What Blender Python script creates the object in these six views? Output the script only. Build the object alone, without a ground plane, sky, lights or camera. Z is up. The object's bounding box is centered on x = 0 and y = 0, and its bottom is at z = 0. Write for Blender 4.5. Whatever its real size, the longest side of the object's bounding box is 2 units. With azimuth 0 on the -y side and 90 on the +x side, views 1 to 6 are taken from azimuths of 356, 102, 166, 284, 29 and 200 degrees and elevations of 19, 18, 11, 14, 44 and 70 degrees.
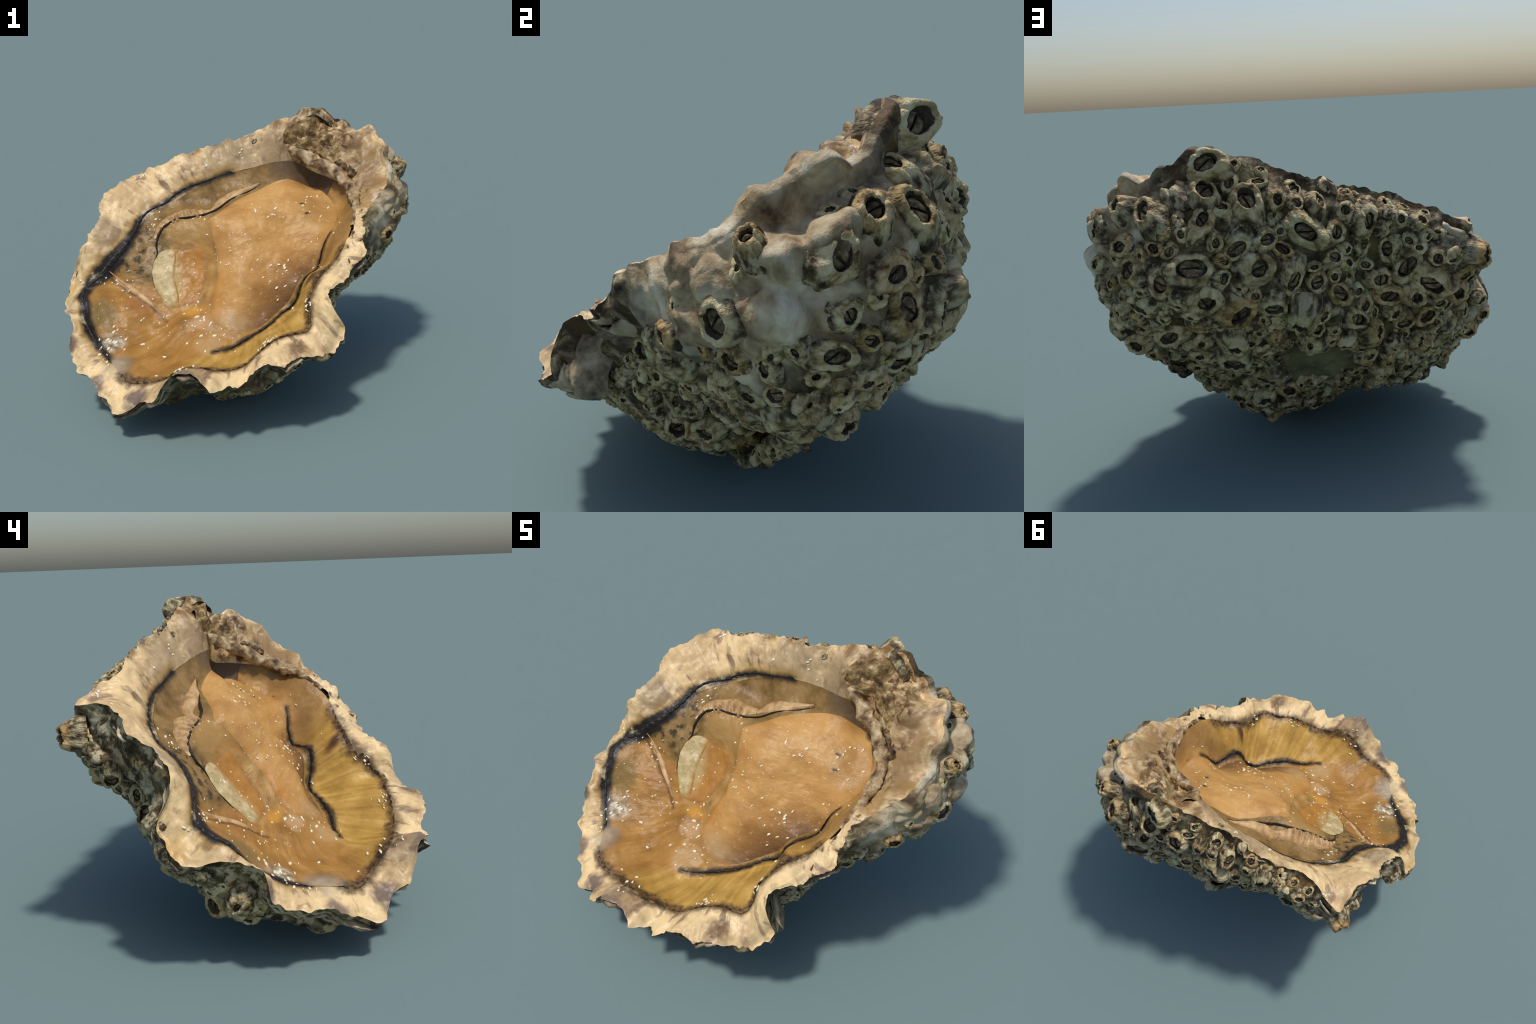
import bpy, math
import numpy as np
from mathutils import Matrix, Vector

rng = np.random.default_rng(11)
for o in list(bpy.data.objects):
    bpy.data.objects.remove(o)

# ------------------------------------------------------------------ frame
# The half shell lies tilted.  (u, v, w): u runs along the shell from the lip
# to the hinge, v across it, w out of the opening.
ORIGIN = np.array([-0.1, -0.05, 0.75])
W = np.array([-0.246, -0.588, 0.771]); W /= np.linalg.norm(W)
U = np.array([1.0, 0, 0]) - W[0] * W; U /= np.linalg.norm(U)
V = np.cross(W, U)
FRAME = Matrix(((U[0], V[0], W[0], ORIGIN[0]), (U[1], V[1], W[1], ORIGIN[1]),
                (U[2], V[2], W[2], ORIGIN[2]), (0, 0, 0, 1)))
CENTRE = np.array([0.10, 0.0])


# ------------------------------------------------------------------ helpers
def spline(points, n, closed=False):
    """Catmull-Rom through points, n samples evenly spread along it."""
    p = np.asarray(points, float)
    if closed:
        q = np.vstack([p[-1], p, p[0], p[1]])
    else:
        q = np.vstack([2 * p[0] - p[1], p, 2 * p[-1] - p[-2]])
    out = []
    for i in range(1, len(q) - 2):
        a, b, c, d = q[i - 1], q[i], q[i + 1], q[i + 2]
        t = np.linspace(0, 1, 24, endpoint=False)[:, None]
        out.append(0.5 * (2 * b + (c - a) * t + (2 * a - 5 * b + 4 * c - d) * t ** 2
                          + (3 * b - a - 3 * c + d) * t ** 3))
    out = np.vstack(out + [q[-2][None]])
    L = np.r_[0, np.cumsum(np.linalg.norm(np.diff(out, axis=0), axis=1))]
    s = np.linspace(0, L[-1], n, endpoint=not closed)
    return np.stack([np.interp(s, L, out[:, k]) for k in range(out.shape[1])], 1)


def hash3(i, j, k, seed):
    h = (i * 374761393 + j * 668265263 + k * 2147483647 + seed * 974634777) & 0xFFFFFFFF
    h = ((h ^ (h >> 13)) * 1274126177) & 0xFFFFFFFF
    return ((h ^ (h >> 16)) & 0xFFFF) / 65535.0


def noise(p, scale, seed=0):
    """Smooth value noise in -1..1."""
    q = np.asarray(p) * scale
    f = np.floor(q).astype(np.int64); t = q - f; t = t * t * t * (t * (6 * t - 15) + 10)
    r = 0
    for a in (0, 1):
        for b in (0, 1):
            for c in (0, 1):
                wgt = ((t[:, 0] if a else 1 - t[:, 0]) * (t[:, 1] if b else 1 - t[:, 1])
                       * (t[:, 2] if c else 1 - t[:, 2]))
                r = r + wgt * hash3(f[:, 0] + a, f[:, 1] + b, f[:, 2] + c, seed)
    return 2 * r - 1


def fbm(p, scale, octaves=3, seed=0):
    return sum(noise(p, scale * 2 ** k, seed + 17 * k) / 2 ** k for k in range(octaves))


def cells(p, scale, seed=0):
    """Distance to the nearest and second nearest of jittered cell points."""
    q = np.asarray(p) * scale
    f = np.floor(q).astype(np.int64)
    d1 = np.full(len(q), 9.0); d2 = d1.copy()
    for a in (-1, 0, 1):
        for b in (-1, 0, 1):
            for c in (-1, 0, 1):
                i, j, k = f[:, 0] + a, f[:, 1] + b, f[:, 2] + c
                cpt = np.stack([i + hash3(i, j, k, seed), j + hash3(i, j, k, seed + 1), k + hash3(i, j, k, seed + 2)], 1)
                d = np.linalg.norm(q - cpt, axis=1)
                d2 = np.minimum(d2, np.maximum(d1, d)); d1 = np.minimum(d1, d)
    return d1, d2


def smooth(a, b, x):
    t = np.clip((x - a) / (b - a), 0, 1)
    return t * t * (3 - 2 * t)


class Sheet:
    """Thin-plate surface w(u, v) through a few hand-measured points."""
    def __init__(self, pts, lam=2e-4):
        p = np.asarray(pts, float); self.c = p[:, :2]
        n = len(p); K = self.k(self.c) + lam * np.eye(n)
        P = np.c_[np.ones(n), self.c]
        A = np.block([[K, P], [P.T, np.zeros((3, 3))]])
        self.x = np.linalg.solve(A, np.r_[p[:, 2], 0, 0, 0])

    def k(self, q):
        d2 = ((q[:, None] - self.c[None]) ** 2).sum(-1)
        return np.where(d2 > 1e-12, d2 * np.log(d2 + 1e-12), 0) * 0.5

    def __call__(self, q):
        q = np.asarray(q, float)
        out = np.empty(len(q))
        for i in range(0, len(q), 20000):
            s = q[i:i + 20000]
            out[i:i + 20000] = self.k(s) @ self.x[:-3] + np.c_[np.ones(len(s)), s] @ self.x[-3:]
        return out


def mesh_object(name, verts, faces, material, parent, smooth_shade=True):
    me = bpy.data.meshes.new(name)
    me.from_pydata(np.asarray(verts).tolist(), [], faces)
    me.materials.append(material)
    if smooth_shade:
        me.polygons.foreach_set("use_smooth", [True] * len(me.polygons))
    me.update()
    ob = bpy.data.objects.new(name, me)
    bpy.context.scene.collection.objects.link(ob)
    ob.parent = parent
    ob.matrix_local = FRAME if parent.type == 'EMPTY' else Matrix()
    return ob


def grid_faces(rows, cols, closed=True, flip=False):
    f = []
    for i in range(rows - 1):
        for j in range(cols if closed else cols - 1):
            a, b = i * cols + j, i * cols + (j + 1) % cols
            q = (a, b, b + cols, a + cols)
            f.append(q[::-1] if flip else q)
    return f


def vertex_normals(v, rows, cols):
    g = v.reshape(rows, cols, 3)
    du = np.roll(g, -1, 1) - np.roll(g, 1, 1)
    dv = np.gradient(g, axis=0)
    n = np.cross(du, dv); n /= np.linalg.norm(n, axis=2, keepdims=True) + 1e-12
    return n.reshape(-1, 3)


# ------------------------------------------------------------------ materials
class Nodes:
    def __init__(self, name):
        self.m = bpy.data.materials.new(name); self.m.use_nodes = True
        self.t = self.m.node_tree
        self.b = self.t.nodes["Principled BSDF"]
        self.obj = self.t.nodes.new("ShaderNodeTexCoord").outputs["Object"]

    def put(self, sock, v):
        if isinstance(v, bpy.types.NodeSocket):
            self.t.links.new(v, sock)
        elif isinstance(v, (tuple, list)) and len(v) == 3 and sock.type == 'RGBA':
            sock.default_value = (*v, 1)
        else:
            sock.default_value = v

    def noise(self, scale, detail=4, rough=0.55, distort=0.0, vec=None):
        n = self.t.nodes.new("ShaderNodeTexNoise")
        self.put(n.inputs["Vector"], vec or self.obj)
        for k, v in (("Scale", scale), ("Detail", detail), ("Roughness", rough), ("Distortion", distort)):
            n.inputs[k].default_value = v
        return n.outputs["Fac"]

    def voronoi(self, scale, feature='F1', out="Distance", vec=None):
        n = self.t.nodes.new("ShaderNodeTexVoronoi"); n.feature = feature
        self.put(n.inputs["Vector"], vec or self.obj); n.inputs["Scale"].default_value = scale
        return n.outputs[out]

    def stretch(self, sx, sy, sz, rz=0.0):
        n = self.t.nodes.new("ShaderNodeMapping")
        self.put(n.inputs["Vector"], self.obj)
        n.inputs["Scale"].default_value = (sx, sy, sz); n.inputs["Rotation"].default_value = (0, 0, rz)
        return n.outputs["Vector"]

    def ramp(self, fac, stops, interp='LINEAR'):
        n = self.t.nodes.new("ShaderNodeValToRGB"); r = n.color_ramp; r.interpolation = interp
        while len(r.elements) < len(stops):
            r.elements.new(0.5)
        for e, (p, c) in zip(r.elements, stops):
            e.position = p
            e.color = (*c, 1) if isinstance(c, (tuple, list)) else (c, c, c, 1)
        self.put(n.inputs["Fac"], fac)
        return n.outputs["Color"]

    def mix(self, fac, a, b, blend='MIX'):
        n = self.t.nodes.new("ShaderNodeMix"); n.data_type = 'RGBA'; n.blend_type = blend
        ins = [s for s in n.inputs if s.enabled]
        self.put(ins[0], fac); self.put(ins[1], a); self.put(ins[2], b)
        return [s for s in n.outputs if s.enabled][0]

    def math(self, op, a, b=0.0, c=None):
        n = self.t.nodes.new("ShaderNodeMath"); n.operation = op
        self.put(n.inputs[0], a); self.put(n.inputs[1], b)
        if c is not None:
            self.put(n.inputs[2], c)
        return n.outputs[0]

    def step(self, x, lo, hi):
        n = self.t.nodes.new("ShaderNodeMapRange"); n.interpolation_type = 'SMOOTHSTEP'
        self.put(n.inputs[0], x); n.inputs[1].default_value = lo; n.inputs[2].default_value = hi
        return n.outputs[0]

    def axis(self, k):
        n = self.t.nodes.new("ShaderNodeSeparateXYZ"); self.put(n.inputs[0], self.obj)
        return n.outputs[k]

    def near(self, u, v, r0, r1, wobble=0.0, stretch=(1, 1)):
        """1 within r0 of (u, v) in the shell plane, 0 beyond r1."""
        du = self.math('MULTIPLY', self.math('SUBTRACT', self.axis(0), u), stretch[0])
        dv = self.math('MULTIPLY', self.math('SUBTRACT', self.axis(1), v), stretch[1])
        d = self.math('SQRT', self.math('ADD', self.math('MULTIPLY', du, du), self.math('MULTIPLY', dv, dv)))
        if wobble:
            d = self.math('ADD', d, self.math('MULTIPLY', self.math('SUBTRACT', self.noise(9, 3), 0.5), wobble))
        return self.step(d, r1, r0)

    def bump(self, height, strength=0.5, distance=0.01, prev=None):
        n = self.t.nodes.new("ShaderNodeBump"); self.put(n.inputs["Height"], height)
        n.inputs["Strength"].default_value = strength; n.inputs["Distance"].default_value = distance
        if prev:
            self.t.links.new(prev, n.inputs["Normal"])
        return n.outputs["Normal"]

    def done(self, colour, rough=0.5, normal=None, spec=0.4, coat=0.0, sss=0.0):
        self.put(self.b.inputs["Base Color"], colour)
        self.put(self.b.inputs["Roughness"], rough)
        self.b.inputs["Specular IOR Level"].default_value = spec
        self.b.inputs["Coat Weight"].default_value = coat
        self.b.inputs["Coat Roughness"].default_value = 0.15
        if sss:
            self.b.inputs["Subsurface Weight"].default_value = sss
            self.b.inputs["Subsurface Radius"].default_value = (0.05, 0.025, 0.012)
            self.b.inputs["Subsurface Scale"].default_value = 0.5
        if normal:
            self.t.links.new(normal, self.b.inputs["Normal"])
        return self.m


# paths of the dark folds in the shell plane, reused by geometry and colour: (u, v, half width)
FRINGE_LEFT = [(.10, .620, .003), (-.146, .594, .007), (-.25, .557, .008), (-.327, .510, .010), (-.421, .456, .012), (-.473, .389, .015), (-.50, .31, .017), (-.53, .24, .022),
               (-.60, .155, .028), (-.67, .091, .034), (-.76, .02, .030), (-.79, -.06, .022), (-.774, -.13, .018), (-.775, -.199, .018), (-.750, -.283, .018), (-.70, -.385, .014), (-.63, -.478, .005)]
FRINGE_FRONT = [(-.56, -.60, .02), (-.507, -.646, .022), (-.42, -.665, .010), (-.317, -.674, .016), (-.209, -.67, .010), (-.048, -.685, .016), (.086, -.671, .008),
                (.20, -.605, .006), (.30, -.555, .006), (.41, -.535, .012), (.432, -.465, .014), (.438, -.39, .016), (.47, -.30, .014), (.52, -.235, .020), (.60, -.17, .012), (.66, -.09, .006)]
GILL_LEFT = [(.248, .526, .002), (.155, .477, .004), (.061, .431, .006), (-.033, .373, .009), (-.143, .348, .010), (-.226, .340, .009), (-.29, .327, .010), (-.345, .295, .014), (-.378, .226, .016),
             (-.380, .163, .008), (-.410, .107, .005), (-.420, .041, .004), (-.412, -.04, .002)]
GILL_RIGHT = [(.60, .10, .002), (.536, .030, .005), (.461, -.098, .008), (.357, -.219, .014), (.262, -.275, .009), (.210, -.335, .012), (.128, -.40, .015), (.023, -.453, .014), (-.051, -.488, .012), (-.096, -.500, .005)]
LABIAL = [(-.645, .045, .004), (-.585, -.01, .005), (-.525, -.06, .006), (-.445, -.125, .006), (-.395, -.19, .006), (-.365, -.23, .004)]


VISCERA_EDGE = [(-.087, .309, 0), (-.003, .370, 0), (.126, .469, 0), (.252, .523, 0), (.382, .545, 0), (.573, .504, 0), (.645, .40, 0), (.675, .287, 0), (.66, .17, 0), (.50, -.04, 0)]
VISCERA_FRONT = [(.12, -.39, 0), (.029, -.42, 0), (-.047, -.388, 0), (-.123, -.305, 0), (-.125, -.175, 0), (-.082, -.069, 0), (-.072, .157, 0), (-.087, .309, 0)]
MUSCLE_EDGE = [(-.289, .181, 0), (-.20, .19, 0), (-.108, .178, 0), (-.092, .13, 0), (-.10, .023, 0), (-.141, -.088, 0), (-.202, -.165, 0), (-.315, -.17, 0)]
JOINT = [(0.3, (0.25, 0.13, 0.035)), (0.5, (0.38, 0.20, 0.055)), (0.7, (0.48, 0.28, 0.09))]


def polyline(n, path, wobble=0.02, freq=22):
    """Distance to a broken line in the shell plane, less its half width; the edge is ragged."""
    t = n.t
    def vm(op, a, b=None, out=0, scale=None):
        q = t.nodes.new("ShaderNodeVectorMath"); q.operation = op
        n.put(q.inputs[0], a)
        if b is not None:
            n.put(q.inputs[1], b)
        if scale is not None:
            n.put(q.inputs["Scale"], scale)
        return q.outputs[out]
    flat = vm('MULTIPLY', n.obj, (1, 1, 0))
    best = None
    for (u0, v0, w0), (u1, v1, w1) in zip(path, path[1:]):
        pa = vm('SUBTRACT', flat, (u0, v0, 0)); b = (u1 - u0, v1 - v0, 0); L = b[0] ** 2 + b[1] ** 2
        q = t.nodes.new("ShaderNodeMath"); q.operation = 'MULTIPLY'; q.use_clamp = True
        n.put(q.inputs[0], vm('DOT_PRODUCT', pa, b, 1)); q.inputs[1].default_value = 1 / L
        near = vm('SCALE', b, scale=q.outputs[0])
        d = vm('LENGTH', vm('SUBTRACT', pa, near), out=1)
        d = n.math('SUBTRACT', d, (w0 + w1) / 2)
        best = d if best is None else n.math('MINIMUM', best, d)
    return n.math('ADD', best, n.math('MULTIPLY', n.math('SUBTRACT', n.noise(freq, 3, 0.6), 0.5), wobble))


def fibres(n, ka, kr, detail=3):
    """Noise drawn out along the radii of the shell."""
    a = n.math('ARCTAN2', n.axis(1), n.math('SUBTRACT', n.axis(0), 0.1))
    du = n.math('SUBTRACT', n.axis(0), 0.1)
    r = n.math('SQRT', n.math('ADD', n.math('MULTIPLY', du, du), n.math('MULTIPLY', n.axis(1), n.axis(1))))
    c = n.t.nodes.new("ShaderNodeCombineXYZ")
    n.put(c.inputs[0], n.math('MULTIPLY', a, ka)); n.put(c.inputs[1], n.math('MULTIPLY', r, kr))
    return n.noise(1.0, detail, 0.6, vec=c.outputs[0])


def patch(n, c, u, v, r0, r1, colour, amount=1.0, wobble=0.12, stretch=(1, 1)):
    m = n.near(u, v, r0, r1, wobble, stretch)
    return n.mix(n.math('MULTIPLY', m, amount) if amount < 1 else m, c, colour)


def nacre_material():
    n = Nodes("nacre_lip")
    c = n.ramp(n.noise(4.5, 4), [(0.32, (0.33, 0.24, 0.155)), (0.46, (0.60, 0.46, 0.285)), (0.60, (0.80, 0.64, 0.41))])
    c = n.mix(n.math('MULTIPLY', n.step(fibres(n, 9, 3.0), 0.50, 0.68), 0.7), c, (0.78, 0.63, 0.40))
    c = n.mix(n.math('MULTIPLY', n.step(fibres(n, 14, 5.0), 0.54, 0.66), 0.75), c, (0.16, 0.105, 0.095))
    c = n.mix(n.math('MULTIPLY', n.step(n.noise(13, 4, 0.6), 0.58, 0.68), 0.5), c, (0.19, 0.115, 0.06))
    for u, v, r, col, k in ((-.64, .30, .10, (.30, .235, .17), .75), (-.55, .58, .10, (.64, .49, .30), .8), (.1, .70, .16, (.34, .27, .19), .7), (.36, .68, .13, (.27, .20, .14), .8),  # first patch: grey taupe laid on for the shadow inside the flap
                            (-.86, -.36, .05, (.17, .12, .12), .9), (-.70, -.62, .05, (.13, .10, .11), .8), (-.48, -.755, .06, (.15, .115, .115), .9),
                            (-.22, -.77, .08, (.17, .13, .13), .8), (.0, -.77, .05, (.70, .60, .38), .8), (.36, -.66, .06, (.14, .085, .045), .8), (-.9, .05, .08, (.62, .43, .19), .7),
                            (.48, -.60, .06, (.40, .31, .21), .6), (.62, -.24, .06, (.62, .50, .33), .7), (.86, .45, .12, (.27, .185, .095), .9), (.93, .3, .06, (.40, .255, .10), .8),
                            (.84, .34, .13, (.25, .165, .08), .85), (.82, .16, .07, (.34, .22, .09), .8), (.78, .58, .08, (.24, .16, .085), .8), (.80, .70, .09, (.42, .32, .19), .7), (-.60, -.52, .07, (.40, .36, .28), .7)):
        c = patch(n, c, u, v, r * .4, r * 1.5, col, k)
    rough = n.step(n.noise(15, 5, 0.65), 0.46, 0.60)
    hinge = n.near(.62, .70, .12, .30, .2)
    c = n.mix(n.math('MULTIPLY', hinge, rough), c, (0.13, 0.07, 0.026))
    ledge = n.step(n.math('ADD', n.axis(1), n.math('MULTIPLY', n.noise(8, 4), 0.10)), 0.80, 0.86)
    c = n.mix(n.math('MULTIPLY', ledge, n.step(n.noise(11, 4), 0.36, 0.56)), c, (0.22, 0.13, 0.045))
    east = n.math('MULTIPLY', n.step(n.axis(0), 0.58, 0.70), n.step(n.axis(0), 0.88, 0.80))
    c = n.mix(n.math('MULTIPLY', east, n.step(n.noise(17, 5, 0.6), 0.53, 0.64)), c, (0.09, 0.05, 0.03))
    d = polyline(n, FRINGE_LEFT)
    c = n.mix(n.math('MULTIPLY', n.step(d, 0.055, 0.006), 0.75), c, (0.36, 0.225, 0.055))
    c = n.mix(n.step(d, 0.024, -0.004), c, (0.016, 0.013, 0.010))
    d = polyline(n, FRINGE_FRONT, 0.045, 30)
    c = n.mix(n.math('MULTIPLY', n.step(d, 0.03, -0.004), 0.85), c, (0.07, 0.045, 0.025))
    c = n.mix(n.math('MULTIPLY', n.step(n.noise(10, 5, 0.6, vec=n.stretch(1, 1, 1, .7)), 0.54, 0.70), 0.55), c, (0.80, 0.70, 0.52))
    c = n.mix(n.math('MULTIPLY', n.step(n.noise(20, 5, 0.65), 0.58, 0.67), 0.22), c, (0.16, 0.105, 0.075))
    c = n.mix(1.0, c, (1.0, 0.91, 0.735), 'MULTIPLY')
    h = n.math('ADD', n.noise(16, 5), n.math('MULTIPLY', fibres(n, 22, 6), 0.7))
    return n.done(c, 0.42, n.bump(h, 0.3, 0.02), 0.35)


def mantle_material(left):
    n = Nodes("mantle_tissue_left" if left else "mantle_tissue_right")
    fib = fibres(n, 16, 3.5, 4)
    olive = n.ramp(n.noise(11, 4), [(0.3, (0.13, 0.075, 0.022)), (0.5, (0.235, 0.14, 0.045)), (0.75, (0.33, 0.205, 0.08))])
    soft = n.math('ADD', n.math('MULTIPLY', fib, 0.45), n.math('MULTIPLY', n.noise(6, 4), 0.55))
    gold = n.ramp(soft, [(0.36, (0.31, 0.175, 0.036)), (0.5, (0.46, 0.27, 0.06)), (0.64, (0.60, 0.375, 0.105))])
    amber = n.ramp(soft, [(0.36, (0.23, 0.11, 0.023)), (0.5, (0.335, 0.165, 0.036)), (0.64, (0.45, 0.24, 0.068))])
    c = n.mix(n.step(n.math('ADD', n.axis(1), n.math('MULTIPLY', n.axis(0), 0.55)), -0.30, -0.20), amber, olive)
    right = n.math('SUBTRACT', n.math('MULTIPLY', n.axis(0), 0.55), n.math('MULTIPLY', n.axis(1), 0.83))
    c = n.mix(n.step(right, 0.30, 0.42), c, gold)
    c = n.mix(n.math('MULTIPLY', n.near(.60, .10, .10, .30, .1), 0.85), c, n.ramp(n.noise(6), [(0.3, (.20, .10, .028)), (0.7, (.40, .225, .07))]))
    c = patch(n, c, .60, .50, .08, .20, (.085, .05, .028), .9, .08)  # hinge cavity darkened in the colour for its shading
    joint = n.ramp(n.noise(9, 4), JOINT)
    c = n.mix(n.step(polyline(n, VISCERA_FRONT, 0.05, 12), 0.05, 0.0), c, joint)
    if left:
        c = patch(n, c, .42, .60, .05, .14, (.13, .09, .055), .8, .08)
        grain = n.ramp(n.noise(30, 4, 0.65), [(0.36, (.16, .11, .06)), (0.5, (.36, .29, .19)), (0.62, (.66, .60, .46))])
        c = n.mix(n.near(-.645, -.36, .02, .10, .14), c, grain)
        c = patch(n, c, -.18, .27, .05, .13, (.38, .22, .07), .9, .06, (.7, 1))
        c = patch(n, c, -.70, -.18, .04, .12, (.20, .135, .045), .8)
        c = patch(n, c, -.48, -.10, .03, .12, (.30, .125, .035), .6, .16)
        c = n.mix(n.math('MULTIPLY', n.near(-.5, .2, .10, .24, .1), n.step(n.noise(24, 4), 0.48, 0.60)), c, (0.06, 0.042, 0.018))
        c = n.mix(n.step(polyline(n, MUSCLE_EDGE, 0.02, 12), 0.03, 0.0), c, joint)
        c = n.mix(n.math('MULTIPLY', n.step(polyline(n, LABIAL, 0.012), 0.012, -0.003), 0.8), c, (0.13, 0.055, 0.018))
        c = n.mix(n.step(polyline(n, FRINGE_LEFT), 0.026, -0.004), c, (0.016, 0.013, 0.010))
    else:
        c = n.mix(n.step(polyline(n, VISCERA_EDGE[4:], 0.05, 12), 0.05, 0.0), c, joint)
        c = patch(n, c, -.12, -.44, .04, .10, (.45, .29, .13), .7)
        c = patch(n, c, .47, -.215, .012, .045, (.06, .022, .014), .9, .04, (.7, 1.3))
        d = polyline(n, FRINGE_FRONT, 0.05, 30)
        c = n.mix(n.math('MULTIPLY', n.step(d, 0.03, -0.004), 0.9), c, n.ramp(n.noise(34, 3), [(0.42, (0.025, 0.016, 0.012)), (0.6, (0.16, 0.085, 0.03))]))
        c = n.mix(n.math('MULTIPLY', n.step(polyline(n, GILL_RIGHT, 0.03, 30), 0.020, -0.006), 0.9), c, (0.03, 0.02, 0.012))
    c = n.mix(n.math('MULTIPLY', n.near(-.60, -.53, .04, .12, .12), 0.8), c, n.ramp(n.noise(9, 4), [(0.35, (.16, .125, .085)), (0.6, (.40, .33, .23))]))
    c = patch(n, c, -.18, -.29, .02, .08, (.52, .32, .16), .7, .16)
    c = patch(n, c, -.22, -.205, .01, .07, (.56, .27, .04), .8, .1, (.6, 1.4))
    h = n.math('ADD', n.noise(26, 4), fib)
    return n.done(c, 0.40, n.bump(h, 0.35, 0.012), 0.25)


def viscera_material():
    n = Nodes("visceral_tissue")
    c = n.ramp(n.noise(5, 5, vec=n.stretch(1, 2.2, 1, -0.6)), [(0.28, (0.37, 0.18, 0.05)), (0.5, (0.49, 0.26, 0.078)), (0.75, (0.60, 0.345, 0.12))])
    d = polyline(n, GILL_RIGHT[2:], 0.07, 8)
    c = n.mix(n.math('MULTIPLY', n.step(d, 0.20, 0.01), 0.92), c, (0.12, 0.058, 0.026))  # broad shade beside the right gill, painted in dark brown
    c = n.mix(n.step(d, 0.012, -0.006), c, (0.022, 0.015, 0.012))
    c = n.mix(n.near(-.09, -.03, 0.0, 0.14, 0.06, (1.5, 0.5)), c, (0.53, 0.225, 0.04))
    c = patch(n, c, .55, .30, .05, .16, (.38, .21, .065), .8)
    c = patch(n, c, .0, -.33, .04, .12, (.42, .27, .12), .7)
    for u, v in ((.49, .264), (.47, .34)):
        c = patch(n, c, u, v, .006, .022, (.03, .018, .012), .9, .03, (1, 1.8))
    c = n.mix(n.math('MULTIPLY', n.step(n.noise(46, 3), 0.62, 0.70), 0.5), c, (0.66, 0.46, 0.24))
    c = n.mix(n.step(polyline(n, VISCERA_EDGE[4:], 0.05, 12), 0.06, -0.005), c, n.ramp(n.noise(9, 4), JOINT))
    c = n.mix(n.step(polyline(n, VISCERA_FRONT, 0.05, 12), 0.06, -0.005), c, n.ramp(n.noise(9, 4), JOINT))
    d = polyline(n, GILL_LEFT, 0.02)
    c = n.mix(n.step(d, 0.016, -0.003), c, (0.05, 0.02, 0.012))
    h = n.noise(26, 5, vec=n.stretch(1, 2, 1, -0.6))
    return n.done(c, 0.40, n.bump(h, 0.35, 0.012), 0.25)


def plain(name, stops, scale=8, rough=0.45, bump=0.3, coat=0.0, sss=0.0, vec=None):
    n = Nodes(name)
    v = n.stretch(*vec) if vec else None
    c = n.ramp(n.noise(scale, 4, 0.6, vec=v), stops)
    return n.done(c, rough, n.bump(n.noise(scale * 3, 4, vec=v), bump, 0.015), 0.35, coat, sss)


def crust_material():
    n = Nodes("outer_crust")
    c = n.ramp(n.noise(15, 5, 0.65, 0.6), [(0.38, (0.018, 0.012, 0.006)), (0.49, (0.075, 0.052, 0.023)), (0.58, (0.22, 0.17, 0.09)), (0.68, (0.46, 0.385, 0.24))])
    c = n.mix(n.math('MULTIPLY', n.step(n.noise(5, 4), 0.52, 0.66), 0.7), c, (0.13, 0.068, 0.025))
    c = n.mix(n.math('MULTIPLY', n.step(n.noise(4, 3, vec=n.stretch(1, 1, 1, 1)), 0.56, 0.68), 0.55), c, (0.15, 0.145, 0.05))
    c = patch(n, c, .0, .18, .10, .24, (.24, .215, .10), .75, .1)
    knob = n.ramp(n.noise(7, 4, 0.6, 0.4), [(0.34, (0.09, 0.055, 0.028)), (0.44, (0.30, 0.215, 0.115)), (0.54, (0.50, 0.40, 0.25)), (0.66, (0.74, 0.65, 0.48))])
    knob = n.mix(n.math('MULTIPLY', n.step(n.noise(5.5, 4, vec=n.stretch(1, 1, 1, 2)), 0.54, 0.64), 0.7), knob, (0.28, 0.275, 0.23))
    c = n.mix(n.math('MULTIPLY', n.step(n.math('ADD', n.axis(0), n.math('MULTIPLY', n.noise(6, 3), 0.16)), 0.86, 0.98), n.step(n.axis(2), -0.50, -0.36)), c, knob)
    far = n.step(n.math('ADD', n.math('SUBTRACT', 0, n.axis(0)), n.math('MULTIPLY', n.noise(8, 4), 0.3)), 0.55, 0.75)
    c = n.mix(n.math('MULTIPLY', far, n.step(n.noise(16, 5, 0.65), 0.48, 0.60)), c, n.ramp(n.noise(8, 3), [(0.4, (0.42, 0.25, 0.07)), (0.6, (0.50, 0.42, 0.27))]))
    return n.done(c, 0.62, n.bump(n.noise(30, 5), 0.5, 0.02), 0.25)


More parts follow.
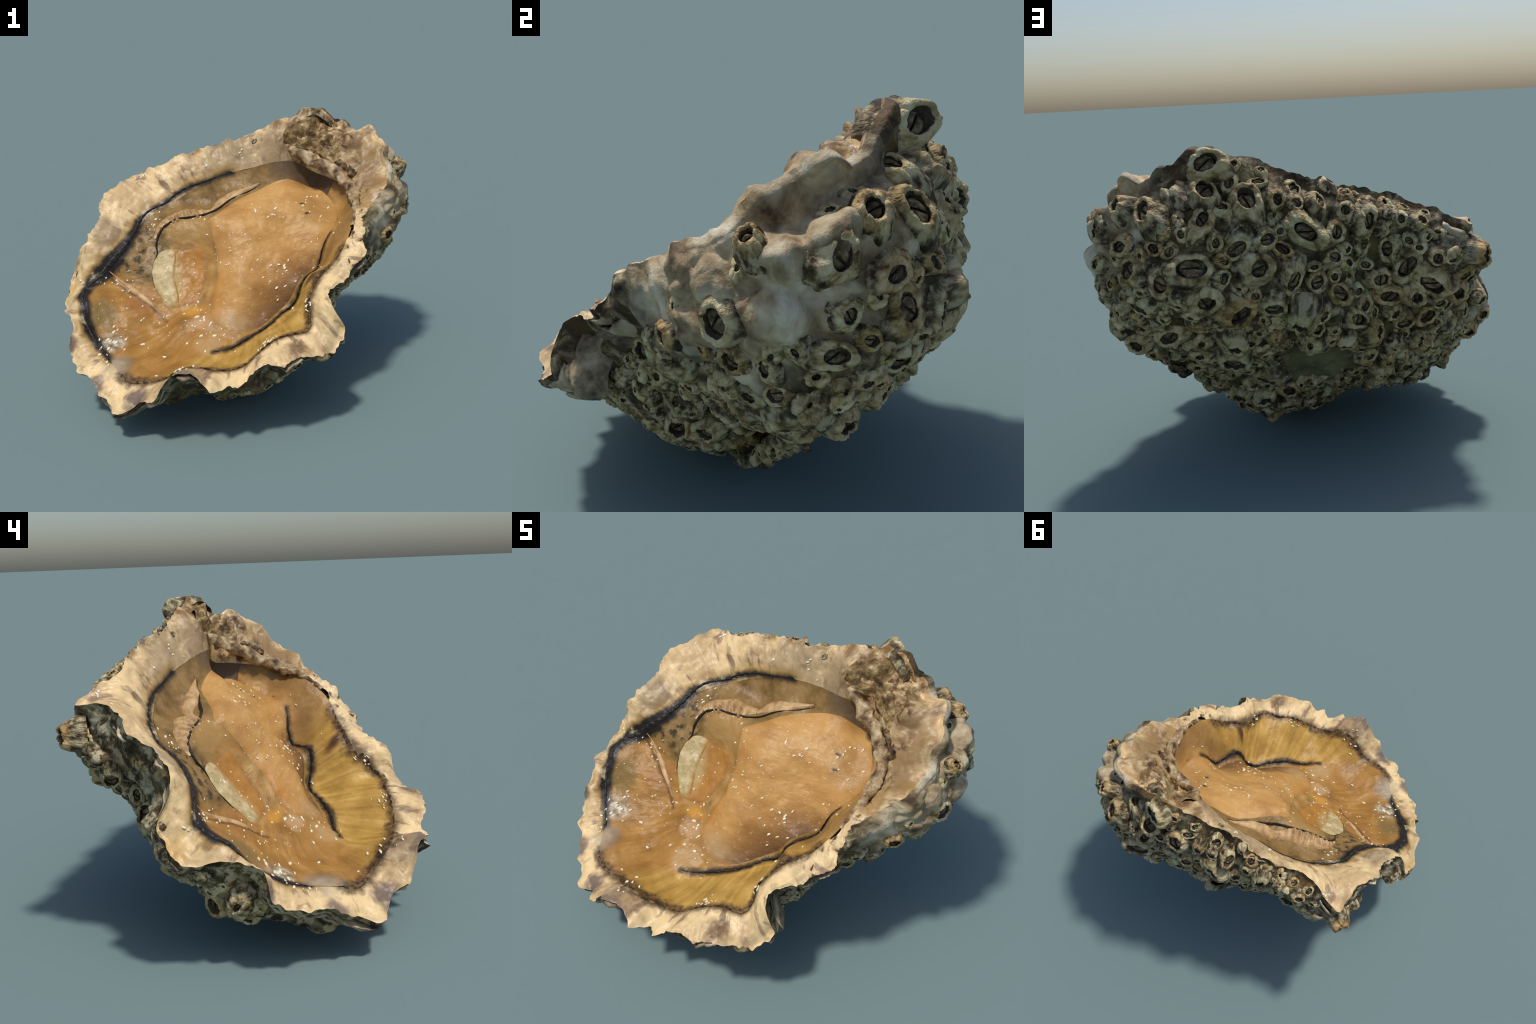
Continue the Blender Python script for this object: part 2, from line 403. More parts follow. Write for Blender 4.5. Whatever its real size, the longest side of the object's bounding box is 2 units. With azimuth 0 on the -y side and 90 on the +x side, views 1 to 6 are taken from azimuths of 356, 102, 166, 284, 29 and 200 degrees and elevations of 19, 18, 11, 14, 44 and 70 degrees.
def barnacle_material(name="barnacle_plate", single=True):
    n = Nodes(name)
    vec = n.obj; k = 1.0
    if single:
        info = n.t.nodes.new("ShaderNodeObjectInfo").outputs["Random"]
        comb = n.t.nodes.new("ShaderNodeCombineXYZ")
        for a in range(3):
            n.put(comb.inputs[a], n.math('MULTIPLY', info, 13.0 + 5 * a))
        add = n.t.nodes.new("ShaderNodeVectorMath"); add.operation = 'ADD'
        n.put(add.inputs[0], n.stretch(1, 1, .45)); n.put(add.inputs[1], comb.outputs[0])
        vec = add.outputs[0]
    else:
        info = n.noise(6, 1); k = 17.0
    c = n.ramp(n.noise(1.5 * k, 4, 0.62, 0.5, vec=vec), [(0.32, (0.09, 0.055, 0.022)), (0.42, (0.33, 0.23, 0.105)), (0.53, (0.60, 0.475, 0.275)), (0.68, (0.80, 0.69, 0.475))])
    tint = n.ramp(info, [(0.0, (1.0, 0.80, 0.55)), (0.3, (1.0, 0.96, 0.86)), (0.6, (0.90, 0.97, 0.86)), (0.8, (1.0, 0.97, 0.9)), (1.0, (0.82, 0.72, 0.46))])
    c = n.mix(1.0, c, tint, 'MULTIPLY')
    if single:
        body = n.ramp(n.noise(2.2, 4, 0.6, vec=vec), [(0.38, (0.03, 0.02, 0.009)), (0.48, (0.14, 0.10, 0.045)), (0.60, (0.48, 0.40, 0.245))])
        worn = n.step(n.math('ADD', n.axis(2), n.math('MULTIPLY', n.noise(3, 3, vec=vec), 0.5)), 0.44, 0.78)
        c = n.mix(worn, body, c)
    return n.done(c, 0.55, n.bump(n.noise(5 * k, 4, vec=vec), 0.4, 0.1 / k), 0.3)


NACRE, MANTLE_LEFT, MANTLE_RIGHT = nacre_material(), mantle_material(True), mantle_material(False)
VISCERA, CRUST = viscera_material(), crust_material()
BARNACLE, BARNACLE_SMALL = barnacle_material(), barnacle_material("small_barnacle_plate", False)
BLACK = plain("black_frill", [(0.3, (0.008, 0.007, 0.007)), (0.6, (0.02, 0.016, 0.014)), (0.8, (0.07, 0.048, 0.028))], 18, 0.4, 0.6)
BROWN = plain("brown_frill", [(0.36, (0.022, 0.013, 0.008)), (0.5, (0.11, 0.06, 0.022)), (0.66, (0.34, 0.23, 0.11))], 24, 0.5, 0.6)
PINK = plain("gill_flesh", [(0.34, (0.30, 0.17, 0.065)), (0.5, (0.48, 0.30, 0.135)), (0.66, (0.62, 0.41, 0.20))], 16, 0.42, 0.4)
def catch_material():
    n = Nodes("catch_muscle")
    c = n.ramp(n.noise(24, 4, 0.6), [(0.32, (0.38, 0.28, 0.12)), (0.5, (0.50, 0.385, 0.19)), (0.70, (0.66, 0.55, 0.32))])
    d = polyline(n, [(-.27, .17, 0), (-.28, .09, 0), (-.285, 0, 0), (-.28, -.07, 0), (-.285, -.16, 0), (-.34, -.165, 0)], 0.03, 16)
    c = n.mix(n.step(d, 0.04, -0.005), c, (0.42, 0.23, 0.065))
    return n.done(c, 0.42, n.bump(n.noise(40, 4), 0.4, 0.012), 0.25)


CREAM = catch_material()
def quick_material():
    n = Nodes("quick_muscle")
    c = n.ramp(n.noise(7, 4), [(0.3, (0.30, 0.125, 0.022)), (0.52, (0.40, 0.19, 0.04)), (0.75, (0.50, 0.27, 0.08))])
    d = polyline(n, MUSCLE_EDGE, 0.02, 12)
    c = n.mix(n.step(d, 0.05, 0.0), c, n.ramp(n.noise(9, 4), [(0.35, (0.22, 0.075, 0.02)), (0.6, (0.40, 0.19, 0.05))]))
    c = patch(n, c, -.285, .02, .01, .06, (.47, .33, .14), .8, .03, (1, .3))
    return n.done(c, 0.40, n.bump(n.noise(24, 4), 0.3, 0.012), 0.25)


AMBER = quick_material()
LIGAMENT = plain("ligament_rough", [(0.34, (0.045, 0.024, 0.010)), (0.46, (0.17, 0.10, 0.035)), (0.58, (0.34, 0.235, 0.10)), (0.70, (0.56, 0.45, 0.28))], 15, 0.55, 0.6)
def lid_material():
    n = Nodes("barnacle_lid")
    info = n.t.nodes.new("ShaderNodeObjectInfo").outputs["Random"]
    c = n.ramp(n.noise(4, 4), [(0.36, (0.06, 0.04, 0.02)), (0.5, (0.20, 0.15, 0.085)), (0.66, (0.42, 0.34, 0.22))])
    c = n.mix(1.0, c, n.ramp(info, [(0.0, (0.35, 0.33, 0.3)), (0.5, (0.9, 0.85, 0.78)), (1.0, (1.35, 1.25, 1.1))]), 'MULTIPLY')
    return n.done(c, 0.5, n.bump(n.noise(9, 4), 0.5, 0.05), 0.3)


OPERCULUM = lid_material()
THROAT = plain("barnacle_throat", [(0.35, (0.02, 0.015, 0.009)), (0.65, (0.10, 0.07, 0.04))], 4, 0.55, 0.4)
LEDGE = plain("ledge_shell", [(0.34, (0.06, 0.034, 0.018)), (0.46, (0.24, 0.15, 0.07)), (0.56, (0.42, 0.30, 0.16)), (0.68, (0.62, 0.50, 0.33))], 14, 0.5, 0.5)
LAYER = plain("layer_edge", [(0.34, (0.05, 0.036, 0.030)), (0.46, (0.24, 0.175, 0.11)), (0.55, (0.46, 0.36, 0.22)), (0.68, (0.70, 0.60, 0.42))], 9, 0.55, 0.5)
GLINT_BEAD = plain("pale_glint_bead", [(0.35, (0.62, 0.50, 0.28)), (0.6, (0.84, 0.78, 0.60))], 30, 0.2, 0.0)

# ------------------------------------------------------------------ the thing
oyster = bpy.data.objects.new("oyster", None)
bpy.context.scene.collection.objects.link(oyster)
oyster["label"] = "opened raw oyster on its barnacle-crusted half shell"
oyster["category"] = "oyster"

# ------------------------------------------------------------------ curves in the shell frame
RIM = [(.79, .0, .05), (.85, .13, .035), (.95, .25, .0), (.975, .40, -.015), (.955, .52, -.01), (.94, .62, -.005), (.91, .69, -.01),
       (.85, .72, -.04), (.77, .77, -.03), (.69, .82, .02), (.62, .87, .075), (.52, .85, .05), (.37, .835, .05), (.20, .80, .03),
       (-.054, .785, .012), (-.20, .77, .03), (-.33, .745, .02), (-.45, .77, -.04), (-.564, .772, -.077), (-.577, .721, -.027),
       (-.591, .651, .034), (-.627, .566, .07), (-.679, .489, .067), (-.688, .418, .084), (-.738, .252, .099), (-.80, .18, .04),
       (-.90, .13, -.07), (-.934, -.05, -.06), (-.90, -.14, .02), (-.847, -.226, .03), (-.828, -.288, .044), (-.87, -.365, .0),
       (-.845, -.43, -.01), (-.798, -.519, -.009), (-.72, -.60, .03), (-.61, -.78, .012), (-.50, -.81, .05), (-.42, -.82, .11), (-.355, -.83, .145),
       (-.30, -.80, .19), (-.20, -.77, .228), (-.14, -.775, .215), (-.06, -.83, .115), (.02, -.83, .10), (.10, -.81, .12), (.19, -.745, .135), (.28, -.755, .10), (.34, -.735, .09),
       (.40, -.70, .05), (.45, -.68, .0), (.525, -.65, -.03), (.598, -.565, -.027), (.575, -.50, .05), (.56, -.445, .096),
       (.575, -.36, .07), (.655, -.293, .01), (.70, -.24, .04), (.755, -.184, .03), (.77, -.10, .04)]
MANTLE_EDGE = [(.72, .0), (.745, .12), (.77, .25), (.74, .36), (.66, .46), (.58, .55), (.50, .59), (.40, .60), (.25, .62),
               (.066, .618), (-.12, .58), (-.294, .503), (-.40, .43), (-.467, .364), (-.513, .244), (-.642, .111), (-.797, -.03),
               (-.80, -.10), (-.78, -.188), (-.738, -.29), (-.70, -.38), (-.633, -.48), (-.57, -.58), (-.507, -.646), (-.42, -.67),
               (-.317, -.674), (-.209, -.664), (-.048, -.68), (.086, -.671), (.20, -.60), (.30, -.55), (.423, -.532), (.435, -.465),
               (.44, -.39), (.47, -.30), (.52, -.235), (.60, -.17), (.67, -.09)]
FLOOR = [  # measured points of the soft body and the inner shell wall
    (-.322, .709, .014), (-.468, .726, -.039), (.435, -.399, .015), (.427, -.465, -.012), (-.254, -.663, .069), (.350, -.236, -.213),
    (.53, .06, -.16), (-.099, -.511, -.093), (-.249, .318, -.02), (-.294, .503, -.076), (-.639, .048, -.065), (-.518, -.040, -.106),
    (-.358, -.215, -.162), (-.334, -.151, -.150), (-.167, .180, -.09), (-.364, .175, -.07), (-.40, -.0, -.10), (.295, -.021, -.136),
    (.301, -.122, -.167), (.296, .293, -.072), (.490, .264, -.128), (.237, .521, -.104), (.725, .47, -.03), (.066, .618, -.054),
    (-.633, -.480, -.023), (-.622, -.319, -.065), (-.507, -.646, .031), (.471, -.214, -.01), (-.363, -.481, -.10), (-.237, -.414, -.115),
    (.531, .537, -.183), (.698, .363, -.135), (-.130, .474, -.109), (-.398, .366, -.048), (-.134, -.346, -.135), (-.018, -.347, -.145),
    (-.489, -.373, -.103), (-.560, -.143, -.080), (-.738, -.255, -.034), (.045, .066, -.061), (.141, .144, -.045), (.459, .099, -.163),
    (.208, -.062, -.127), (-.193, -.201, -.154), (-.024, .282, -.020), (-.014, .164, -.050), (-.15, .05, -.135), (-.28, .10, -.105), (.237, -.248, -.226),
    (.229, -.543, .015), (.145, -.328, -.206), (.20, -.42, -.13), (-.467, .364, -.037), (-.513, .244, -.014), (-.642, .111, -.014),
    (-.797, -.072, .014), (-.78, -.188, .003), (-.048, -.68, .049), (-.317, -.674, .041), (.086, -.671, .024), (.653, .2, -.14),
    (-.155, .414, -.07), (-.065, .438, -.112), (.079, .422, -.066), (.601, -.193, .015), (.512, -.261, .015), (.423, -.532, .005),
    (.712, .605, .017), (.821, .649, .014), (.813, .394, -.023), (.739, .363, -.079), (.472, .645, .027), (.75, .112, .025),
    (.933, .518, -.005), (.49, -.05, -.21), (.12, -.16, -.105), (.45, .45, -.13), (.0, -.50, -.14), (-.1, -.545, -.09), (.05, .66, -.01), (-.3, .60, -.025),
    (-.47, -.56, .005), (-.29, -.28, -.13), (-.346, -.759, .124), (.35, .20, -.122), (.86, .45, -.025), (.62, -.02, -.045), (.65, -.07, .01)]
NT = 720
TH = np.linspace(0, 2 * np.pi, NT, endpoint=False)


def polar(points, n=2400):
    """Closed curve as functions of the angle about CENTRE: radius and any further coordinates."""
    c = spline(points, n, True)
    d = c[:, :2] - CENTRE
    a = np.unwrap(np.arctan2(d[:, 1], d[:, 0])); r = np.hypot(d[:, 0], d[:, 1])
    a -= 2 * np.pi * round(a[0] / (2 * np.pi))
    o = np.argsort(a); a = a[o]
    ext = lambda y: np.interp(TH, np.r_[a - 2 * np.pi, a, a + 2 * np.pi], np.tile(y[o], 3))
    return ext(r), [ext(c[:, k]) for k in range(2, c.shape[1])]


rim_r, (rim_w,) = polar(RIM)
ring = np.c_[np.cos(TH), np.sin(TH), 0 * TH]
scallop = 1 - np.abs(fbm(ring, 7, 2, 33))
rim_r = rim_r + 0.014 * fbm(ring, 9, 3, 31) + 0.022 * (scallop - .75) + 0.006 * fbm(ring, 45, 2, 35)          # chipped, scalloped edge
fold_w = 0.018 * fbm(ring, 10, 3, 37) + 0.016 * (scallop - .75)
edge_r, _ = polar(MANTLE_EDGE)
edge_r = np.minimum(edge_r, rim_r - 0.03)
DIR = np.stack([np.cos(TH), np.sin(TH)], 1)
rim_pts = np.c_[CENTRE + DIR * rim_r[:, None], rim_w]
FLOOR_ALL = FLOOR + [tuple(p) for p in rim_pts[::9]]
floor = Sheet(FLOOR_ALL)
rim_w = rim_w + fold_w
rim_pts[:, 2] = rim_w

# ------------------------------------------------------------------ rounded lumps grown into the shell: place, size, height
LUMPS = [(.93, .20, -.05, .055, .045), (.99, .31, -.13, .05, .045), (1.03, .49, -.16, .06, .06), (.94, .53, -.06, .055, .05), (.90, .68, -.03, .06, .035),
         (.98, .63, -.20, .05, .06), (.98, .71, -.27, .032, .085), (.80, .79, -.05, .05, .035), (.67, .81, .0, .045, .03), (.74, .71, .0, .035, .03),
         (.82, .65, .01, .04, .03), (1.02, .40, -.29, .055, .05), (.86, .10, -.03, .05, .035), (.79, .01, .0, .04, .03), (.72, -.14, -.02, .04, .03), (.97, .18, -.22, .05, .05),
         (.93, .12, -.36, .055, .045), (.99, .56, -.36, .05, .04), (.78, .08, .02, .035, .028), (.84, .21, .0, .04, .03), (.76, .62, .02, .04, .03),
         (.68, .68, .04, .04, .028), (.84, .72, .0, .04, .03), (.90, .62, -.01, .04, .03), (.93, .44, -.04, .045, .028), (.72, -.03, .02, .035, .025),
         (-.66, .56, -.19, .05, .075), (-.60, .655, -.22, .05, .075), (-.50, .71, -.26, .05, .06), (-.57, .43, -.17, .045, .06), (-.83, .22, -.12, .05, .055),
         (-.83, .12, -.20, .055, .055), (-.66, .30, -.27, .05, .06), (-.78, -.32, -.16, .06, .05), (.36, -.69, .0, .04, .05), (.27, -.72, .03, .035, .045),
         (.44, -.65, -.05, .04, .05), (.0, -.80, -.02, .045, .05), (-.10, -.81, -.02, .04, .045), (-.30, -.74, -.09, .05, .05), (-.44, -.69, -.12, .05, .05),
         (.14, -.74, -.06, .05, .045), (-.58, -.62, -.15, .055, .05), (.50, -.50, -.10, .045, .05)]


def swell(p):
    "Push points away from the heart of the shell where a lump has grown."
    d = p - np.array([.25, .10, -.32]); d /= np.linalg.norm(d, axis=1, keepdims=True)
    q = p + 0.02 * np.stack([noise(p, 14, 61), noise(p, 14, 62), noise(p, 14, 63)], 1)
    best = np.zeros(len(p))
    for u, v, w, size, high in LUMPS:
        r2 = ((q - np.array([u, v, w])) ** 2).sum(1) / size ** 2
        best = np.maximum(best, high * np.clip(1 - r2 / 2.6, 0, 1) ** .8)
    return p + d * best[:, None]


# ------------------------------------------------------------------ shell: nacre lip
ROWS = 44
lip = []
for i in range(ROWS):
    t = i / (ROWS - 1)
    uv = CENTRE + DIR * (edge_r + (rim_r - edge_r) * t)[:, None]
    h = floor(uv)
    h = h + (rim_w - fold_w - h) * smooth(0.75, 1.0, np.full(NT, t)) + fold_w * t ** 1.5
    p = np.c_[uv, h]
    keep = smooth(0.05, 0.4, t) * (1 - smooth(.9, 1, t))
    hinge = smooth(0.38, 0.55, uv[:, 0]) * smooth(0.40, 0.52, uv[:, 1])
    p[:, 2] += (0.010 * fbm(p, 9, 3, 3) + 0.004 * fbm(p, 30, 2, 4) + hinge * 0.022 * fbm(p, 15, 3, 6)) * keep
    lip.append(p)
lip = swell(np.vstack(lip))
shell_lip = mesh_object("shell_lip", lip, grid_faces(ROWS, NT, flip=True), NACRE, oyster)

# ------------------------------------------------------------------ soft body: mantle sheet
ROWS = 110
man = []
for i in range(ROWS):
    t = 1 - i / ROWS
    uv = CENTRE + DIR * (edge_r * t)[:, None]
    p = np.c_[uv, floor(uv)]
    p[:, 2] += 0.004 * fbm(p * (1, 1, 0), 16, 3, 5)
    man.append(p)
man = np.vstack(man + [np.r_[CENTRE, floor(CENTRE[None])][None]])
last = (ROWS - 1) * NT
man_n = vertex_normals(man[:-1], ROWS, NT)
man_n = np.vstack([man_n * np.sign(man_n[:, 2].mean()), [[0, 0, 1]]])


def sector(name, a0, a1, material):
    """The part of the mantle sheet between two bearings, keeping the whole sheet's normals."""
    js = [j % NT for j in range(int(a0 / 360 * NT), int(a1 / 360 * NT) + 1)]
    m = len(js)
    ids = np.array([[i * NT + j for j in js] for i in range(ROWS)]).ravel()
    v = np.vstack([man[ids], man[-1]])
    f = grid_faces(ROWS, m, False)
    f += [((ROWS - 1) * m + k, (ROWS - 1) * m + k + 1, ROWS * m) for k in range(m - 1)]
    ob = mesh_object(name, v, f, material, oyster)
    ob.data.normals_split_custom_set_from_vertices(np.vstack([man_n[ids], man_n[-1]]).tolist())
    return ob


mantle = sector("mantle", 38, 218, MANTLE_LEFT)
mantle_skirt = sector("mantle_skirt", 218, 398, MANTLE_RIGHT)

# ------------------------------------------------------------------ shell: outer valve, lofted through level sections
LEVELS = [-0.10, -0.20, -0.30, -0.40, -0.50, -0.59]
SECTIONS = [  # radius every 22.5 degrees about CENTRE
    [.73, .97, 1.03, .92, .80, .87, .95, .85, 1.00, .93, .93, .77, .74, .66, .55, .53],
    [.73, 1.00, 1.07, .88, .78, .76, .96, .76, .94, .93, .90, .69, .70, .63, .55, .53],
    [.65, .98, 1.06, .86, .74, .66, .81, .75, .82, .88, .75, .66, .64, .57, .52, .48],
    [.60, .94, 1.00, .78, .66, .58, .56, .62, .67, .76, .61, .66, .59, .53, .47, .44],
    [.53, .89, .93, .69, .57, .48, .46, .51, .51, .39, .46, .57, .51, .44, .40, .34],
    [.37, .76, .66, .30, .14, .11, .12, .14, .17, .20, .27, .39, .42, .29, .18, .19]]
POLE = (.14, -.24, -.668)

def around(values):
    v = np.asarray(values, float); n = len(v)
    x = TH / (2 * np.pi) * n; i = np.floor(x).astype(int); t = x - i
    a, b, c, d = v[(i - 1) % n], v[i % n], v[(i + 1) % n], v[(i + 2) % n]
    return 0.5 * (2 * b + (c - a) * t + (2 * a - 5 * b + 4 * c - d) * t ** 2 + (3 * b - a - 3 * c + d) * t ** 3)


roll = smooth(-.25, .05, TH) * (1 - smooth(1.0, 1.4, TH)) + smooth(6.0, 6.28, TH)     # the knob rolls over, elsewhere the edge is a thin break
knots = [rim_pts, np.c_[CENTRE + DIR * (rim_r - 0.006 + 0.03 * roll)[:, None], rim_w - 0.028]]
for lv, sec in zip(LEVELS, SECTIONS):
    wl = np.full(NT, lv)
    if lv > -0.2:
        wl = np.minimum(wl, rim_w - 0.07)
    knots.append(np.c_[CENTRE + DIR * around(sec)[:, None], wl])
pole = np.tile(np.array(POLE), (NT, 1))
knots.append(pole + np.c_[DIR * .10, np.full(NT, .022)])
knots.append(pole)
knots = np.array(knots)
STEPS = [4, 14, 20, 20, 20, 20, 20, 18, 16]
rows = []
for k, st in enumerate(STEPS):
    a = knots[max(k - 1, 0)]; b = knots[k]; c = knots[k + 1]; d = knots[min(k + 2, len(knots) - 1)]
    for t in np.arange(st) / st:
        if k < 2:
            rows.append(b + (c - b) * t)
        else:
            rows.append(0.5 * (2 * b + (c - a) * t + (2 * a - 5 * b + 4 * c - d) * t ** 2 + (3 * b - a - 3 * c + d) * t ** 3))
rows.append(knots[-1] + 0.004 * np.c_[DIR, np.zeros(NT)])
NR = len(rows)
out = np.vstack(rows)
nrm = -vertex_normals(out, NR, NT)
if (nrm * (out - np.array([.1, 0, -.3]))).sum() < 0:
    nrm = -nrm
fade = smooth(0, 1, np.repeat(np.clip((np.arange(NR) - 2) / 9, 0, 1), NT))
d1, d2 = cells(out, 7.0, 4)
e1, e2 = cells(out + 0.03 * noise(out, 9, 2)[:, None], 12.0, 8)
amp = 0.022 * (0.55 - d1) + 0.014 * fbm(out, 10, 3, 9) + 0.020 * (np.minimum(e2 - e1, .5) - .25)
knob = smooth(0.72, 0.9, out[:, 0]) * smooth(-0.5, -0.35, out[:, 2])
out_d = swell(out + nrm * (amp * fade)[:, None])
NRM = vertex_normals(out_d, NR, NT)
if (NRM * nrm).sum() < 0:
    NRM = -NRM
shell_valve = mesh_object("shell_valve", out_d, grid_faces(NR, NT), CRUST, oyster)

# ------------------------------------------------------------------ broken growth layers under the edge
for k in range(4):
    hide = 1 - (smooth(.0, .25, TH) * (1 - smooth(1.25, 1.6, TH)))
    jut = fbm(ring + k * 5.3, 6, 3, 51 + k)
    ro = rim_r - 0.010 - 0.012 * k + 0.040 * jut - 0.15 * (1 - hide)
    wo = rim_w - 0.022 * (k + 1) - 0.012 * fbm(ring + k, 8, 2, 55 + k)
    ri = rim_r - 0.13; th_k = 0.006 + 0.006 * np.abs(fbm(ring, 12, 2, 59))
    prof = []
    for f_, dz in ((0, .010), (.35, .010), (.7, .008), (.92, .004), (1, 0), (.92, -.012), (.7, -.018), (.35, -.022), (0, -.024)):
        r_ = ri + (ro - ri) * f_
        q = np.c_[CENTRE + DIR * r_[:, None], wo + dz - 0.045 * (1 - f_)]
        q[:, 2] += .006 * fbm(q, 16, 3, 90 + k) * f_
        q[:, 2] = np.minimum(q[:, 2], np.where(r_ < rim_r, floor(q[:, :2]) - .022 - .004 * k, 9))
        prof.append(q)
    mesh_object("shell_layer", np.vstack(prof), grid_faces(9, NT), LAYER, oyster)

# ------------------------------------------------------------------ barnacles
def barnacle_mesh(name, seed, worn=False):
    """A volcano of six plates round an opening that two ridged lids close."""
    r = np.random.default_rng(seed)
    A, plates = 48, 6
    a = np.linspace(0, 2 * np.pi, A, endpoint=False)
    ph = r.uniform(0, 6)
    seam = np.abs(np.sin((a * plates + ph) / 2)) ** .5
    lobes = 0.14 * (seam - .6) + 0.07 * np.cos(a * 2 + r.uniform(0, 6)) + 0.06 * np.cos(a * 3 + r.uniform(0, 6))
    ribs = 0.02 * np.cos(a * 24 + r.uniform(0, 6))
    hole = r.uniform(0.40, 0.54); tall = r.uniform(0.55, 0.85)
    if worn:
        hole = r.uniform(.12, .36); tall = r.uniform(.38, .60); lobes = lobes * 1.7
    e = 1 + 0.16 * np.cos(2 * (a - r.uniform(0, 6)))
    lean = r.normal(0, .14, 2)
    crest = 0.24 * (seam - .6) + 0.10 * np.cos(a + r.uniform(0, 6)) + .03 * r.normal(size=A)
    prof = [(1.02, -1.0, 1), (1.12, -.45, 1), (1.03, -.08, 1), (.96, .22, .9), (.86, .52, .8), (.75, .78, .65), (hole + .17, .94, .5), (hole + .10, 1.0, .4),
            (hole + .03, .98, .3), (hole - .03, .86, .2), (hole - .06, .60, .15), (hole - .07, .34, .1)]
    v = []
    for rad, z, k in prof:
        rr = rad * (1 + (lobes + ribs) * k) * (1 + (e - 1) * min(1, 1.4 - rad))
        zz = tall * (z + crest * smooth(.3, .9, z))
        v += [(rr[i] * math.cos(a[i]) + lean[0] * z, rr[i] * math.sin(a[i]) + lean[1] * z, zz[i]) for i in range(A)]
    f = grid_faces(len(prof), A)
    me = bpy.data.meshes.new(name)
    ang = r.uniform(0, np.pi); ca, sa = math.cos(ang), math.sin(ang)
    L = hole * .92; lidz = tall * .52
    nside = len(f)
    for side in (1, -1):
        b = len(v)
        for i in range(7):
            x = -L + 2 * L * i / 6
            half = math.sqrt(max(L * L - x * x, 0)) * .98
            for k, (y, z) in enumerate(((.06, .12), (.35, .30), (.7, .18), (1, 0))):
                yy = side * (y * half + (.015 if k == 0 else 0)); zz = lidz + tall * z * (1 - (x / L) ** 2)
                v.append((x * ca - yy * sa + lean[0] * .4, x * sa + yy * ca + lean[1] * .4, zz))
        for i in range(6):
            for k in range(3):
                q = (b + i * 4 + k, b + i * 4 + k + 1, b + i * 4 + k + 5, b + i * 4 + k + 4)
                f.append(q if side < 0 else q[::-1])
    b = len(v); v += [(L * math.cos(x) + lean[0] * .3, L * math.sin(x) + lean[1] * .3, lidz - tall * .10) for x in a]
    f.append(tuple(range(b, b + A)))
    me.from_pydata(v, [], f)
    me.materials.append(BARNACLE); me.materials.append(OPERCULUM); me.materials.append(THROAT)
    for i, p in enumerate(me.polygons):
        p.use_smooth = i < len(f) - 1
        p.material_index = (1 if nside <= i < len(f) - 1 else 2) if i >= nside - 2 * A else 0
    me.update()
    return me


BARN = [barnacle_mesh("barnacle", 100 + i) for i in range(12)]
WORN = [barnacle_mesh("barnacle", 200 + i, True) for i in range(10)]
BIG = [  # large barnacles told apart in the pictures: u, v, w, radius
    (.62, .85, -.02, .079), (.72, .81, -.11, .068), (.6, .83, -.14, .066), (.42, .84, -.18, .07), (.37, .84, 0, .065), (.8, .76, -.26, .06), (.52, .83, -.21, .04),
    (.3, .82, -.2, .036), (.44, .77, -.33, .056), (.34, .79, -.3, .045), (.88, .67, -.34, .05), (.61, .72, -.43, .08), (.36, .71, -.39, .07), (.83, .63, -.44, .06),
    (.72, .66, -.48, .055), (.93, .46, -.43, .046), (.55, .64, -.53, .065), (.78, .55, -.54, .06), (.71, .55, -.58, .05), (.55, .58, -.6, .055), (.41, .58, -.57, .08),
    (.27, .62, -.5, .052), (.6, .81, -.27, .058), (.16, .79, -.23, .075), (.12, .79, -.1, .052), (.03, .78, -.2, .046), (.04, .72, -.3, .038), (.08, .66, -.39, .048),
    (.2, .69, -.39, .056), (-.02, .61, -.42, .052), (-.19, .63, -.33, .052), (.05, .58, -.49, .048), (-.18, .56, -.41, .04), (.13, .57, -.53, .07), (-.3, .68, -.28, .064),
    (-.27, .57, -.4, .058), (-.37, .57, -.39, .058), (-.38, .43, -.45, .048), (-.43, .63, -.33, .082), (-.15, .52, -.47, .052), (-.48, .68, -.26, .07), (-.25, .47, -.48, .053),
    (-.64, .25, -.26, .064), (-.81, .03, -.22, .054), (-.37, .31, -.51, .044), (-.48, .24, -.45, .044), (-.08, .43, -.59, .04), (.77, .32, -.61, .052), (.64, .42, -.64, .057),
    (.53, .49, -.64, .05), (.49, .4, -.67, .045), (.41, .44, -.66, .056), (.36, .28, -.7, .07), (.2, .18, -.72, .072), (.51, .26, -.69, .046), (1, .3, -.21, .06),
    (.94, .22, -.33, .044), (.53, -.24, -.23, .04), (.86, .17, -.45, .05), (.88, .33, -.52, .05)]
g = out_d.reshape(NR, NT, 3)
area = np.linalg.norm(np.cross(np.roll(g, -1, 1) - g, np.gradient(g, axis=0)), axis=2).ravel()
row = np.arange(NR).repeat(NT)
top = (out_d[:, 1] > 0.50) & (out_d[:, 0] > -0.42)
area[(row < 22) & ~top] = 0
area[row < 6] = 0
area[(out_d[:, 0] > 0.82) & (out_d[:, 2] > -0.36)] *= 0.03
bear = np.degrees(np.arctan2(out_d[:, 1], out_d[:, 0] - .1)) % 360
area[(bear > 138) & (bear < 166) & (out_d[:, 2] > -.20)] = 0
area[(bear > 203) & (bear < 256) & (out_d[:, 2] > -.32)] = 0
bare = (np.hypot((out_d[:, 0] - 0.0) * .8, out_d[:, 1] - 0.20) < 0.15) & (out_d[:, 2] < -0.45)
area[bare] = 0
world = out_d @ np.array([U, V, W]) + ORIGIN
wn = nrm @ np.array([U, V, W])
to_rim = np.linalg.norm(out_d - np.tile(rim_pts, (NR, 1)), axis=1)


def fits(c, r):
    q = world[c] + wn[c] * r * .8
    return to_rim[c] > r * 1.15 and q[2] - r * .5 > 0.0 and q[0] < .995 and q[2] < 1.455 and abs(q[1]) < .80


